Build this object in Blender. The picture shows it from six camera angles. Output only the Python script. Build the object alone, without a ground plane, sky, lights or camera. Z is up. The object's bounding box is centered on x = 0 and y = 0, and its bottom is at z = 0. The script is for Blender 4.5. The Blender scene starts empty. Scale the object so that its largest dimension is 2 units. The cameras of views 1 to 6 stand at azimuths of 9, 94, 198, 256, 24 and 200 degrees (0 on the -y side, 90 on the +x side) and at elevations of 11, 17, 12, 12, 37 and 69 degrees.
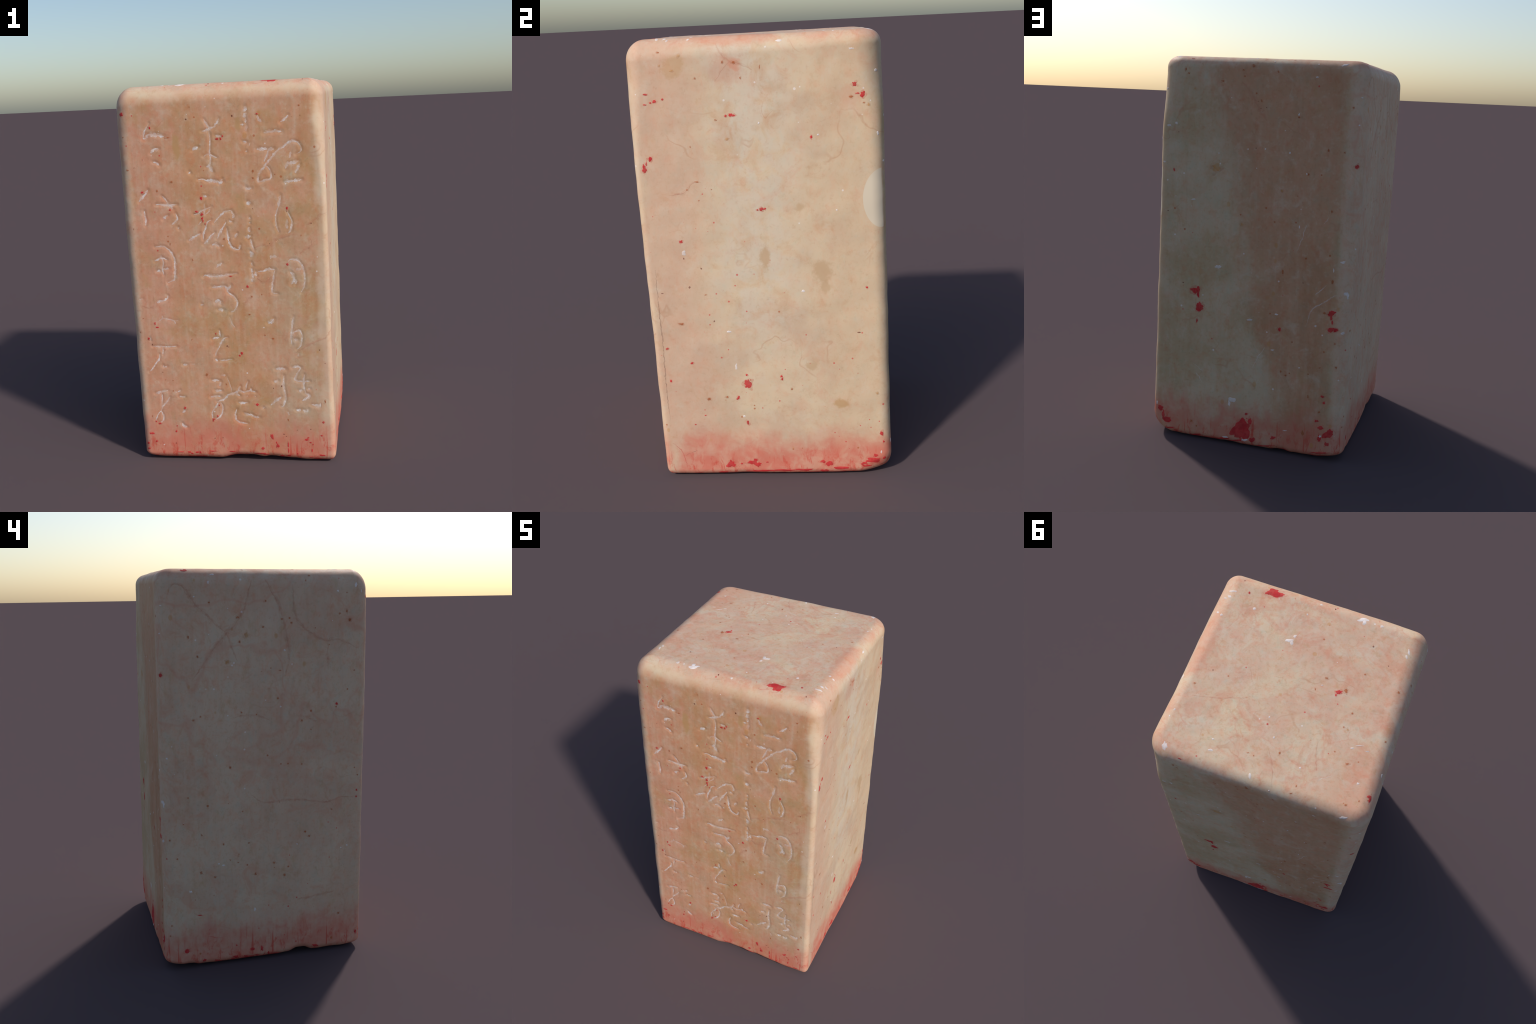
import numpy as np

# ---------------------------------------------------------------- SHAPE
# The block is the space inside six gently warped faces.  Each face is a
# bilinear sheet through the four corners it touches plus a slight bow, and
# neighbouring faces meet in a rounded arris with a radius of its own.
CORNER = {  # (right?, back?, top?) -> sharp corner before rounding, metres
    (0, 0, 0): (-0.504, -0.528, 0.004), (1, 0, 0): (0.535, -0.507, 0.002),
    (0, 1, 0): (-0.526, 0.528, 0.003), (1, 1, 0): (0.530, 0.549, 0.000),
    (0, 0, 1): (-0.530, -0.548, 1.988), (1, 0, 1): (0.518, -0.536, 1.995),
    (0, 1, 1): (-0.541, 0.506, 1.997), (1, 1, 1): (0.514, 0.510, 1.996),
}


def sheet(axis, side):
    """Coefficients of face height h(u, v) = c0 + c1 u + c2 v + c3 u v."""
    pts = np.array([c for k, c in CORNER.items() if k[axis] == side])
    u, v = [pts[:, i] for i in range(3) if i != axis]
    return np.linalg.solve(np.stack([np.ones(4), u, v, u * v], 1), pts[:, axis])


SHEETS = {(a, s): sheet(a, s) for a in range(3) for s in (0, 1)}


def height(axis, side, u, v):
    c = SHEETS[axis, side]
    return c[0] + c[1] * u + c[2] * v + c[3] * u * v


def smooth01(t):
    t = np.clip(t, 0, 1)
    return t * t * (3 - 2 * t)


def waves(p, scale, seed, octaves=3):
    """Cheap smooth noise: a few incommensurate plane waves, about -1..1."""
    rng = np.random.default_rng(seed)
    out = 0.0
    for o in range(octaves):
        for _ in range(4):
            k = rng.normal(size=3) * 2.2 * (1.9 ** o) / scale
            out = out + np.sin(p @ k + rng.uniform(0, 6.28)) * 0.3 / (1.7 ** o)
    return out


def bump(t, width):
    return np.exp(-(t / width) ** 2)


def round_join(a, b, r):
    u, v = np.maximum(r + a, 0), np.maximum(r + b, 0)
    return np.minimum(-r, np.maximum(a, b)) + np.sqrt(u * u + v * v)


def underside(x, y):
    """The seal face: carved lines and chips make its rim uneven."""
    h = height(2, 0, x, y)
    p = np.stack([x, y, 0 * x], 1)
    rimward = smooth01((np.maximum(np.abs(x), np.abs(y)) - 0.30) / 0.15)
    e = rimward * (0.003 + 0.0065 * np.maximum(waves(p, 0.20, 31), 0))
    for place, along, at, width, depth in NOTCHES:
        side = {"front": -y, "back": y, "left": -x, "right": x}[place]
        t = x if along == "x" else y
        e = e + depth * smooth01((1 - np.abs(t - at) / (width * 1.15)) * 1.3) * smooth01((side - 0.22) / 0.15)
    return h + e


NOTCHES = [  # side, runs along, centre, half width, depth
    ("front", "x", 0.04, 0.11, 0.019),
    ("front", "x", 0.20, 0.04, 0.004),
    ("left", "y", -0.19, 0.060, 0.018),
    ("left", "y", 0.40, 0.040, 0.008),
    ("back", "x", -0.20, 0.05, 0.008),
    ("back", "x", 0.08, 0.06, 0.004),
]


def polish(p):
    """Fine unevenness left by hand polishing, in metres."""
    return 0.0007 * waves(p, 0.10, 9)


def solid(p):
    """Signed distance-like field, negative inside the stone."""
    x, y, z = p[:, 0], p[:, 1], p[:, 2]
    up = np.clip(z / 2, 0, 1)
    wob = 0.0022 * waves(p, 0.33, 5)
    right = x - height(0, 1, y, z) + wob
    left = height(0, 0, y, z) - x + wob
    back = y - height(1, 1, x, z) + wob
    front = height(1, 0, x, z) - y + wob
    top = z - height(2, 1, x, y) + 0.6 * wob
    base = underside(x, y) - z
    lerp = lambda a, b: a + (b - a) * up
    wall = np.maximum.reduce([
        round_join(front, right, 0.028 + 0.042 * smooth01((z - 1.45) / 0.45)), round_join(front, left, lerp(0.036, 0.070) + 0.012 * smooth01((z - 1.6) / 0.35)),
        round_join(back, right, lerp(0.044, 0.070) + 0.045 * smooth01((z - 1.6) / 0.35)), round_join(back, left, lerp(0.050, 0.070) + 0.018 * smooth01((z - 1.6) / 0.35))])
    body = round_join(wall, top, 0.072 - 0.016 * np.clip(y / 0.5, -1, 1) + 0.012 * np.clip(-x / 0.5, 0, 1))
    chip = ((x - 0.53) * 0.75 + (y - 0.55) * 0.55 - z * 0.75 + 0.075) / 1.2
    body = round_join(body, base, 0.038)
    body = round_join(body, chip, 0.03)
    knock = ((-0.53 - x) * 0.35 + (y - 0.525) * 0.35 - z + 0.052) / 1.12
    body = round_join(body, knock, 0.02)
    knock = ((-0.505 - x) * 0.35 + (-0.53 - y) * 0.35 - z + 0.033) / 1.12
    return round_join(body, knock, 0.02)
# ---------------------------------------------------------------- END SHAPE

import bpy
import random
from mathutils import Vector

# ---------------------------------------------------------------- HELPERS
def gradient(p, e=8e-4):
    g = np.stack([solid(p + d) - solid(p - d) for d in np.eye(3) * e], 1)
    return g / np.maximum(np.linalg.norm(g, axis=1), 1e-9)[:, None]


FACE_AXES = {"left": (1, 2, 0, -1), "right": (1, 2, 0, 1), "front": (0, 2, 1, -1),
             "back": (0, 2, 1, 1), "top": (0, 1, 2, 1)}


def on_face(face, u, v):
    """Lay flat (u, v) positions of a face down on the stone: points and normals."""
    i, j, k, s = FACE_AXES[face]
    p = np.zeros((len(u), 3))
    p[:, i], p[:, j] = u, v
    lo, hi = 0.25, 0.62
    if k == 2:
        lo, hi = 1.7, 2.08
    lo, hi = np.full(len(u), lo), np.full(len(u), hi)
    for _ in range(14):
        mid = (lo + hi) / 2
        p[:, k] = mid * s
        inside = solid(p) < 0
        lo, hi = np.where(inside, mid, lo), np.where(inside, hi, mid)
    p[:, k] = lo * s
    for _ in range(3):
        n = gradient(p)
        p = p - solid(p)[:, None] * n
    n = gradient(p)
    return p + n * polish(p)[:, None], n


def smooth_course(pts, step):
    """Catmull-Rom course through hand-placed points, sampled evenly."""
    q = np.array(pts, float)
    if len(q) == 2:
        q = np.array([q[0], (q[0] + q[1]) / 2, q[1]])
    e = np.vstack([2 * q[0] - q[1], q, 2 * q[-1] - q[-2]])
    out = []
    for a in range(1, len(e) - 2):
        t = np.linspace(0, 1, 12, endpoint=False)[:, None]
        p0, p1, p2, p3 = e[a - 1], e[a], e[a + 1], e[a + 2]
        out.append(0.5 * (2 * p1 + (p2 - p0) * t + (2 * p0 - 5 * p1 + 4 * p2 - p3) * t ** 2
                          + (3 * p1 - p0 - 3 * p2 + p3) * t ** 3))
    c = np.vstack(out + [q[-1:]])
    d = np.concatenate([[0], np.cumsum(np.linalg.norm(np.diff(c, axis=0), axis=1))])
    n = max(5, int(d[-1] / step) + 1)
    s = np.linspace(0, d[-1], n)
    return np.stack([np.interp(s, d, c[:, 0]), np.interp(s, d, c[:, 1])], 1)


def jitter(n, rng, rough):
    w = rng.normal(size=n + 4)
    w = np.convolve(w, [0.25, 0.5, 0.25], "same")[2:-2]
    slow = np.interp(np.arange(n), np.linspace(0, n, n // 7 + 3), rng.normal(size=n // 7 + 3))
    return np.clip(1 + rough * (w + 0.8 * slow), 0.25, 2.2)


def new_mesh(name, verts, faces, material, smooth=True):
    me = bpy.data.meshes.new(name)
    me.from_pydata([tuple(v) for v in verts], [], faces)
    me.materials.append(material)
    if smooth:
        me.polygons.foreach_set("use_smooth", [True] * len(me.polygons))
    me.update()
    return me


def new_object(name, data, parent):
    ob = bpy.data.objects.new(name, data)
    bpy.context.scene.collection.objects.link(ob)
    ob.parent = parent
    return ob


ACROSS = np.array([-1.0, -0.55, 0.0, 0.55, 1.0])


def ribbon(face, course, width, rng, proud, sink, rough=0.22, taper=1.0):
    """A low ridge of matter that follows a course over a face; metres."""
    n = len(course)
    t = np.gradient(course, axis=0)
    t /= np.maximum(np.linalg.norm(t, axis=1), 1e-9)[:, None]
    side = np.stack([-t[:, 1], t[:, 0]], 1)
    s = np.linspace(0, 1, n)
    ends = np.sqrt(np.clip(np.minimum(s, 1 - s) * 5 / max(taper, 0.01), 0.03, 1))
    wl = width / 2 * ends * jitter(n, rng, rough)
    wr = width / 2 * ends * jitter(n, rng, rough)
    uv, lift = [], []
    for a in ACROSS:
        w = wl if a < 0 else wr
        uv.append(course + side * (a * w)[:, None])
        lift.append(np.full(n, proud * (1 - a * a) - sink))
    uv, lift = np.concatenate(uv), np.concatenate(lift)
    p, nor = on_face(face, uv[:, 0], uv[:, 1])
    p = p + nor * lift[:, None]
    faces = []
    i, j, k, sg = FACE_AXES[face]
    flip = (face in ("left", "back")) 
    for a in range(len(ACROSS) - 1):
        for b in range(n - 1):
            q = (a * n + b, a * n + b + 1, (a + 1) * n + b + 1, (a + 1) * n + b)
            faces.append(q[::-1] if flip else q)
    return p, faces


def blot(face, at, a, b, turn, rng, proud, ragged=0.28):
    """A thin irregular crust of matter on a face; metres and radians."""
    seg = int(np.clip(10 + a * 1100, 12, 44))
    th = np.linspace(0, 2 * np.pi, seg, endpoint=False)
    r = np.ones(seg)
    for k in range(2, 9):
        r += ragged * rng.normal() / k ** 0.75 * np.cos(k * th + rng.uniform(0, 6.28)) * 0.75
    r = np.clip(r, 0.4, 1.6)
    uv, lift = [np.array([[0.0, 0.0]])], [np.array([proud])]
    for f in (0.4, 0.75, 1.0):
        uv.append(np.stack([f * r * a * np.cos(th), f * r * b * np.sin(th)], 1))
        lift.append(np.full(seg, proud * (1 - f ** 4) - 0.00025 * (f == 1.0)))
    uv, lift = np.vstack(uv), np.concatenate(lift)
    c, s = np.cos(turn), np.sin(turn)
    uv = np.stack([c * uv[:, 0] - s * uv[:, 1], s * uv[:, 0] + c * uv[:, 1]], 1) + np.array(at)
    p, nor = on_face(face, uv[:, 0], uv[:, 1])
    p = p + nor * lift[:, None]
    faces = [(0, 1 + i, 1 + (i + 1) % seg) for i in range(seg)]
    for q in range(2):
        o = 1 + q * seg
        faces += [(o + i, o + seg + i, o + seg + (i + 1) % seg, o + (i + 1) % seg) for i in range(seg)]
    if face in ("left", "back"):
        faces = [f[::-1] for f in faces]
    return p, faces


# ---------------------------------------------------------------- NODES
class Net:
    """Small shorthand for building node trees."""

    def __init__(self, tree):
        self.t = tree

    def node(self, kind, **kw):
        n = self.t.nodes.new(kind)
        for k, v in kw.items():
            setattr(n, k, v)
        return n

    def put(self, socket, value):
        if isinstance(value, bpy.types.NodeSocket):
            self.t.links.new(value, socket)
        elif value is not None:
            socket.default_value = value

    def math(self, op, a, b=None, c=None, clamp=False):
        n = self.node("ShaderNodeMath", operation=op, use_clamp=clamp)
        for s, v in zip(n.inputs, (a, b, c)):
            self.put(s, v)
        return n.outputs[0]

    def add(self, a, b): return self.math("ADD", a, b)
    def mul(self, a, b): return self.math("MULTIPLY", a, b)
    def inv(self, a): return self.math("SUBTRACT", 1.0, a)

    def step(self, x, lo, hi):
        """Smooth ramp 0..1 as x goes from lo to hi (lo may exceed hi)."""
        if lo > hi:
            return self.inv(self.step(x, hi, lo))
        n = self.node("ShaderNodeMapRange", interpolation_type="SMOOTHSTEP")
        self.put(n.inputs[0], x)
        n.inputs[1].default_value, n.inputs[2].default_value = lo, hi
        return n.outputs[0]

    def mix(self, f, a, b, blend="MIX"):
        n = self.node("ShaderNodeMix", data_type="RGBA", blend_type=blend)
        self.put(n.inputs["Factor"], f)
        for s, v in ((n.inputs[6], a), (n.inputs[7], b)):
            self.put(s, (*v, 1.0) if isinstance(v, tuple) and len(v) == 3 else v)
        return n.outputs[2]

    def vmath(self, op, a, b=None):
        n = self.node("ShaderNodeVectorMath", operation=op)
        self.put(n.inputs[0], a)
        if b is not None:
            self.put(n.inputs[1], b)
        return n.outputs["Value"] if op in ("LENGTH", "DISTANCE", "DOT_PRODUCT") else n.outputs[0]

    def noise(self, v, scale, detail=3.0, rough=0.55, stretch=None, warp=0.0, out=0):
        if stretch:
            v = self.vmath("MULTIPLY", v, stretch)
        n = self.node("ShaderNodeTexNoise")
        self.put(n.inputs["Vector"], v)
        n.inputs["Scale"].default_value = scale
        n.inputs["Detail"].default_value = detail
        n.inputs["Roughness"].default_value = rough
        n.inputs["Distortion"].default_value = warp
        return n.outputs[out]

    def specks(self, v, scale, size, share, stretch=None):
        """Rare round dots: cells of a Voronoi, only a share of them filled."""
        if stretch:
            v = self.vmath("MULTIPLY", v, stretch)
        n = self.node("ShaderNodeTexVoronoi")
        self.put(n.inputs["Vector"], v)
        n.inputs["Scale"].default_value = scale
        w = self.node("ShaderNodeSeparateColor")
        self.put(w.inputs[0], n.outputs["Color"])
        on = self.math("LESS_THAN", w.outputs[0], share)
        big = self.math("MULTIPLY_ADD", w.outputs[1], size, size * 0.5)
        d = self.math("SUBTRACT", big, n.outputs["Distance"])
        return self.mul(on, self.step(d, 0.0, size * 0.5))

    def ridge(self, v, scale, width, detail=2.0, warp=0.0, stretch=None):
        """Thin wandering lines where a noise crosses its middle."""
        n = self.noise(v, scale, detail, 0.5, stretch, warp)
        return self.step(self.math("ABSOLUTE", self.math("SUBTRACT", n, 0.5)), width, 0.0)


def stone_colour_group():
    """Colour of the stone itself, a function of the place in the block."""
    g = bpy.data.node_groups.new("stone_colour", "ShaderNodeTree")
    g.interface.new_socket("Color", in_out="OUTPUT", socket_type="NodeSocketColor")
    g.interface.new_socket("Grain", in_out="OUTPUT", socket_type="NodeSocketFloat")
    N = Net(g)
    out = N.node("NodeGroupOutput")
    P = N.node("ShaderNodeTexCoord").outputs["Object"]
    drift = N.noise(P, 3.0, 3.0, out=1)
    drift = N.vmath("SUBTRACT", drift, (0.5, 0.5, 0.5))
    W = N.vmath("ADD", P, N.vmath("MULTIPLY", drift, (0.16, 0.16, 0.16)))
    sep = N.node("ShaderNodeSeparateXYZ"); N.put(sep.inputs[0], P)
    x, y, z = sep.outputs
    sw = N.node("ShaderNodeSeparateXYZ"); N.put(sw.inputs[0], W)
    xw, yw, zw = sw.outputs

    zz = N.node("ShaderNodeCombineXYZ")
    for s_ in zz.inputs:
        N.put(s_, z)
    z3 = zz.outputs[0]
    cloud = N.noise(W, 3.2, 4.0, 0.6)
    mottle = N.noise(P, 11.0, 5.0, 0.62, warp=0.6)
    fine = N.noise(P, 42.0, 4.0, 0.65)
    streak = N.noise(P, 30.0, 4.0, 0.6, stretch=(1.0, 1.0, 0.07))
    streak2 = N.noise(W, 9.0, 4.0, 0.6, stretch=(1.0, 1.0, 0.16))

    # which side of the quarried block we are in (places, with ragged borders)
    front = N.mul(N.step(yw, -0.40, -0.47), N.mul(N.step(zw, 1.965, 1.89), N.step(xw, 0.505, 0.455)))
    right = N.mul(N.step(x, 0.44, 0.49), N.step(yw, -0.525, -0.470))
    back = N.mul(N.step(yw, 0.40, 0.46), N.step(x, 0.512, 0.492))
    left = N.step(x, -0.44, -0.49)
    top = N.step(N.add(z, N.mul(N.math("SUBTRACT", cloud, 0.5), 0.05)), 1.948, 1.984)

    CREAM, PALE = C["cream"], C["pale"]
    col = N.mix(N.mul(N.step(cloud, 0.40, 0.66), 0.5), CREAM, C["blush"])
    # front: peach flesh colour, tan vertical bands, greyer low on the right
    bands = N.add(N.mul(streak2, 0.5), N.mul(N.noise(W, 4.5, 4.0, 0.6, stretch=(1.0, 1.0, 0.55)), 0.5))
    f = N.mix(N.step(bands, 0.40, 0.62), C["peach"], C["tan"])
    f = N.mix(N.mul(N.step(N.noise(P, 7.5, 5.0, 0.68, stretch=(1, 1, 0.6), warp=0.7), 0.50, 0.66), 0.45), f, C["amber"])
    f = N.mix(N.mul(N.step(xw, -0.12, -0.42), 0.60), f, C["rose"])
    f = N.mix(N.mul(N.mul(N.step(xw, 0.12, 0.36), N.step(zw, 1.45, 0.9)), 0.75), f, C["drab"])
    f = N.mix(N.mul(N.step(N.noise(W, 5.0, 3.0), 0.50, 0.68), 0.60), f, C["ochre_wash"])
    f = N.mix(N.mul(N.step(N.add(N.mul(streak, 0.6), N.mul(mottle, 0.4)), 0.50, 0.68), 0.22), f, C["umber"])
    f = N.mix(N.mul(N.step(N.add(N.mul(streak, 0.6), N.mul(mottle, 0.4)), 0.50, 0.34), 0.20), f, C["blush"])
    col = N.mix(front, col, f)
    # right: pale cream, whitest in the middle, pinker along the front edge
    r = N.mix(N.step(cloud, 0.42, 0.62), C["cream"], C["sand"])
    r = N.mix(N.mul(N.step(yw, -0.16, -0.36), 0.65), r, C["blush"])
    r = N.mix(N.mul(N.step(yw, 0.12, 0.34), 0.45), r, C["honey"])
    mid = N.mul(N.step(N.math("ABSOLUTE", N.add(yw, 0.03)), 0.26, 0.05), N.step(zw, 0.5, 0.95))
    r = N.mix(N.mul(N.mul(mid, N.step(mottle, 0.40, 0.58)), 0.7), r, PALE)
    col = N.mix(right, col, r)
    # back: olive cream on one half, brown pink on the other
    b = N.mix(N.step(cloud, 0.35, 0.62), C["olive"], C["stone_grey"])
    lean = N.add(xw, N.mul(N.math("SUBTRACT", 1.1, z), 0.22))
    warm = N.mul(N.step(N.add(lean, N.add(N.mul(N.math("SUBTRACT", streak2, 0.5), 0.26), N.mul(N.math("SUBTRACT", cloud, 0.5), 0.16))), 0.17, -0.06), N.step(N.add(xw, N.mul(N.math("SUBTRACT", cloud, 0.5), 0.2)), -0.52, -0.38))
    bp = N.mix(N.mul(N.step(bands, 0.42, 0.64), 0.8), C["clay"], C["umber"])
    b = N.mix(N.mul(warm, 0.92), b, bp)
    col = N.mix(back, col, b)
    slant = N.noise(N.vmath("ADD", P, N.vmath("MULTIPLY", z3, (0.35, 0.0, 0.0))), 20.0, 4.0, 0.65, stretch=(1.0, 1.0, 0.06))
    b = N.mix(N.mul(N.step(slant, 0.54, 0.70), 0.42), b, C["pale"])
    b = N.mix(N.mul(N.mul(N.step(slant, 0.47, 0.33), warm), 0.55), b, C["rust_brown"])
    # rusty seepage in a broken column down one side of the back
    seep = N.mul(N.step(N.math("ABSOLUTE", N.add(xw, 0.36)), 0.13, 0.02), N.step(z, 1.15, 0.5))
    b = N.mix(N.mul(N.mul(seep, N.step(N.noise(P, 15.0, 5.0, 0.7, stretch=(1, 1, 0.45)), 0.46, 0.62)), 0.7), b, C["rust_wash"])
    # left: cool grey cream, faintly pink
    l = N.mix(N.step(N.add(cloud, N.mul(N.math("SUBTRACT", mottle, 0.5), 0.6)), 0.40, 0.64), C["ash"], N.mix(0.6, C["ash"], C["ash_pink"]))
    col = N.mix(left, col, l)
    t = N.mix(N.step(cloud, 0.30, 0.62), C["cream"], C["blush"])
    t = N.mix(N.mul(N.step(N.noise(W, 5.0, 4.0, 0.6, warp=0.8), 0.50, 0.68), 0.42), t, C["pale"])
    tv = N.noise(W, 7.0, 6.0, 0.72, warp=1.0)
    t = N.mix(N.mul(N.step(tv, 0.50, 0.66), 0.62), t, C["flush"])
    tw = N.noise(P, 17.0, 6.0, 0.75, warp=0.9)
    t = N.mix(N.mul(N.step(tw, 0.54, 0.68), 0.40), t, C["amber"])
    tl = N.mul(N.ridge(W, 4.5, 0.030, 6.0, 0.6), N.step(N.noise(P, 5.0, 2.0), 0.42, 0.58))
    t = N.mix(N.mul(tl, 0.45), t, C["rose"])
    margin = N.step(N.math("MAXIMUM", N.math("ABSOLUTE", xw), N.math("ABSOLUTE", yw)), 0.26, 0.48)
    t = N.mix(N.mul(N.mul(margin, N.step(N.noise(P, 13.0, 5.0, 0.7), 0.48, 0.66)), 0.32), t, C["coral"])
    t = N.mix(N.mul(N.step(yw, 0.05, 0.35), N.mul(N.step(xw, -0.2, -0.42), 0.5)), t, C["flush"])
    col = N.mix(top, col, t)

    # grain common to all sides
    col = N.mix(N.mul(N.step(mottle, 0.50, 0.74), 0.35), col, C["pale"])
    col = N.mix(N.mul(N.step(mottle, 0.46, 0.28), 0.30), col, C["tan"])
    sides = N.mul(N.step(z, 1.95, 1.88), N.inv(N.mul(right, 0.85)))
    col = N.mix(N.mul(N.mul(N.step(streak, 0.50, 0.74), 0.15), sides), col, C["umber"])
    col = N.mix(N.mul(N.mul(N.step(streak, 0.50, 0.28), 0.15), sides), col, C["pale"])
    col = N.mix(N.mul(N.step(fine, 0.52, 0.74), 0.24), col, C["pale"])
    col = N.mix(N.mul(N.step(fine, 0.46, 0.28), 0.20), col, C["rust_wash"])
    flesh = N.noise(N.vmath("ADD", P, (4.0, 2.0, 7.0)), 24.0, 5.0, 0.68, stretch=(1, 1, 0.75), warp=0.4)
    inner = N.math("MAXIMUM", N.math("MAXIMUM", front, back), N.math("MAXIMUM", N.math("MAXIMUM", left, right), top))
    vary = N.mul(N.math("MULTIPLY_ADD", right, -0.40, 0.85), N.math("MULTIPLY_ADD", inner, 0.7, 0.3))
    col = N.mix(N.mul(N.step(flesh, 0.50, 0.68), vary), col, (1.03, 0.87, 0.83), "MULTIPLY")
    col = N.mix(N.mul(N.step(flesh, 0.48, 0.32), vary), col, (0.92, 1.02, 1.05), "MULTIPLY")
    grit = N.noise(N.vmath("ADD", P, (2.0, 6.0, 1.0)), 60.0, 4.0, 0.7)
    col = N.mix(N.mul(N.step(grit, 0.48, 0.34), vary), col, (0.92, 0.90, 0.87), "MULTIPLY")
    honey = N.noise(N.vmath("ADD", P, (9.0, 1.0, 3.0)), 18.0, 5.0, 0.68, stretch=(1, 1, 0.6))
    col = N.mix(N.mul(N.mul(N.step(honey, 0.55, 0.72), 0.34), N.inv(N.mul(right, 0.6))), col, C["ochre_wash"])
    # cloudy pink wisps
    wisp = N.noise(W, 7.0, 5.0, 0.65, warp=1.4)
    col = N.mix(N.mul(N.step(wisp, 0.54, 0.70), 0.26), col, C["flush"])
    # broad branching veins high on the left side
    v2 = N.mul(N.ridge(W, 1.9, 0.016, 3.0, 0.1), N.mul(left, N.step(z, 0.5, 1.4)))
    col = N.mix(N.mul(v2, 0.42), col, C["rose"])
    col = N.mix(N.mul(N.mul(N.step(wisp, 0.50, 0.66), left), 0.30), col, C["flush"])
    v3 = N.mul(N.mul(N.ridge(P, 1.7, 0.007, 3.0, 0.0), left), N.step(N.noise(P, 3.0, 2.0), 0.42, 0.60))
    col = N.mix(N.mul(v3, 0.16), col, C["rust_wash"])
    # hair veins of iron red
    v1 = N.mul(N.mul(N.inv(N.mul(left, 0.7)), N.ridge(W, 3.4, 0.012, 3.0, 0.4)), N.step(N.noise(P, 4.0, 2.0), 0.5, 0.66))
    col = N.mix(N.mul(v1, 0.35), col, C["rust_wash"])
    # red seal paste soaked into the foot, higher on the right and drawn out in drips
    smear = N.noise(P, 12.0, 5.0, 0.7)
    blot2 = N.noise(P, 4.0, 3.0, 0.6)
    drip = N.mul(N.math("SUBTRACT", streak, 0.5), N.math("MULTIPLY_ADD", right, -0.16, 0.20))
    reach = N.add(drip, N.add(N.mul(N.math("SUBTRACT", smear, 0.5), 0.10), N.mul(N.math("SUBTRACT", blot2, 0.5), 0.22)))
    foot = N.add(z, reach)
    soak = N.step(foot, 0.30, 0.10)
    edge_on = N.step(yw, -0.49, -0.42)
    gain = N.math("MAXIMUM", N.mul(right, N.mul(edge_on, 0.92)), N.mul(N.inv(right), 0.74))
    soak = N.mul(N.mul(soak, gain), N.math("MULTIPLY_ADD", N.step(mottle, 0.60, 0.40), 0.35, 0.65))
    col = N.mix(soak, col, C["soak"])
    scar = N.noise(P, 30.0, 5.0, 0.75, stretch=(1, 1, 0.4), warp=0.5)
    dregs = N.mul(N.step(foot, 0.22, 0.02), N.step(scar, 0.50, 0.66))
    col = N.mix(N.mul(dregs, 0.85), col, C["scarlet"])
    lines2 = N.mul(N.step(N.noise(P, 46.0, 2.0, 0.5, stretch=(1, 1, 0.035)), 0.63, 0.70), N.mul(N.step(foot, 0.22, 0.08), N.inv(right)))
    col = N.mix(N.mul(lines2, 0.7), col, C["scarlet"])
    rim = N.mul(N.step(N.add(z, N.mul(N.math("SUBTRACT", mottle, 0.5), 0.06)), 0.034, 0.010), N.step(N.noise(P, 14.0, 3.0), 0.44, 0.54))
    col = N.mix(N.mul(rim, 0.85), col, C["cinnabar"])

    # soft stains, each an ellipsoid of discoloured stone: centre, radii, colour, strength
    for at, radii, stain, strength in STAINS:
        d = N.vmath("LENGTH", N.vmath("DIVIDE", N.vmath("SUBTRACT", P, at), radii))
        d = N.add(d, N.mul(N.math("SUBTRACT", N.noise(P, 20.0, 4.0, 0.7), 0.5), 1.9))
        col = N.mix(N.mul(N.step(d, 1.15, 0.5), strength), col, C[stain])
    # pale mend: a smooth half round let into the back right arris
    d = N.vmath("LENGTH", N.vmath("DIVIDE", N.vmath("SUBTRACT", P, (0.52, 0.515, 1.315)), (0.12, 0.088, 0.128)))
    col = N.mix(N.mul(N.step(d, 1.01, 0.99), N.step(x, 0.497, 0.503)), col, C["mend"])

    # amber flecks
    col = N.mix(N.mul(N.specks(N.vmath("ADD", P, (6.3, 2.2, 8.1)), 12.0, 0.12, 0.20, stretch=(1, 1, 0.7)), 0.42), col, C["ochre"])
    # pin specks
    col = N.mix(N.mul(N.specks(P, 17.0, 0.085, 0.16), 0.75), col, C["rust"])
    col = N.mix(N.mul(N.specks(N.vmath("ADD", P, (3.1, 1.7, 0.4)), 24.0, 0.10, 0.10), 0.7), col, C["cinnabar"])
    col = N.mix(N.mul(N.specks(N.vmath("ADD", P, (1.3, 5.7, 2.4)), 21.0, 0.10, 0.16), 0.6), col, C["chalk"])
    N.put(out.inputs["Color"], col)
    N.put(out.inputs["Grain"], N.add(N.mul(fine, 0.5), N.mul(mottle, 0.5)))
    return g


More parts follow.
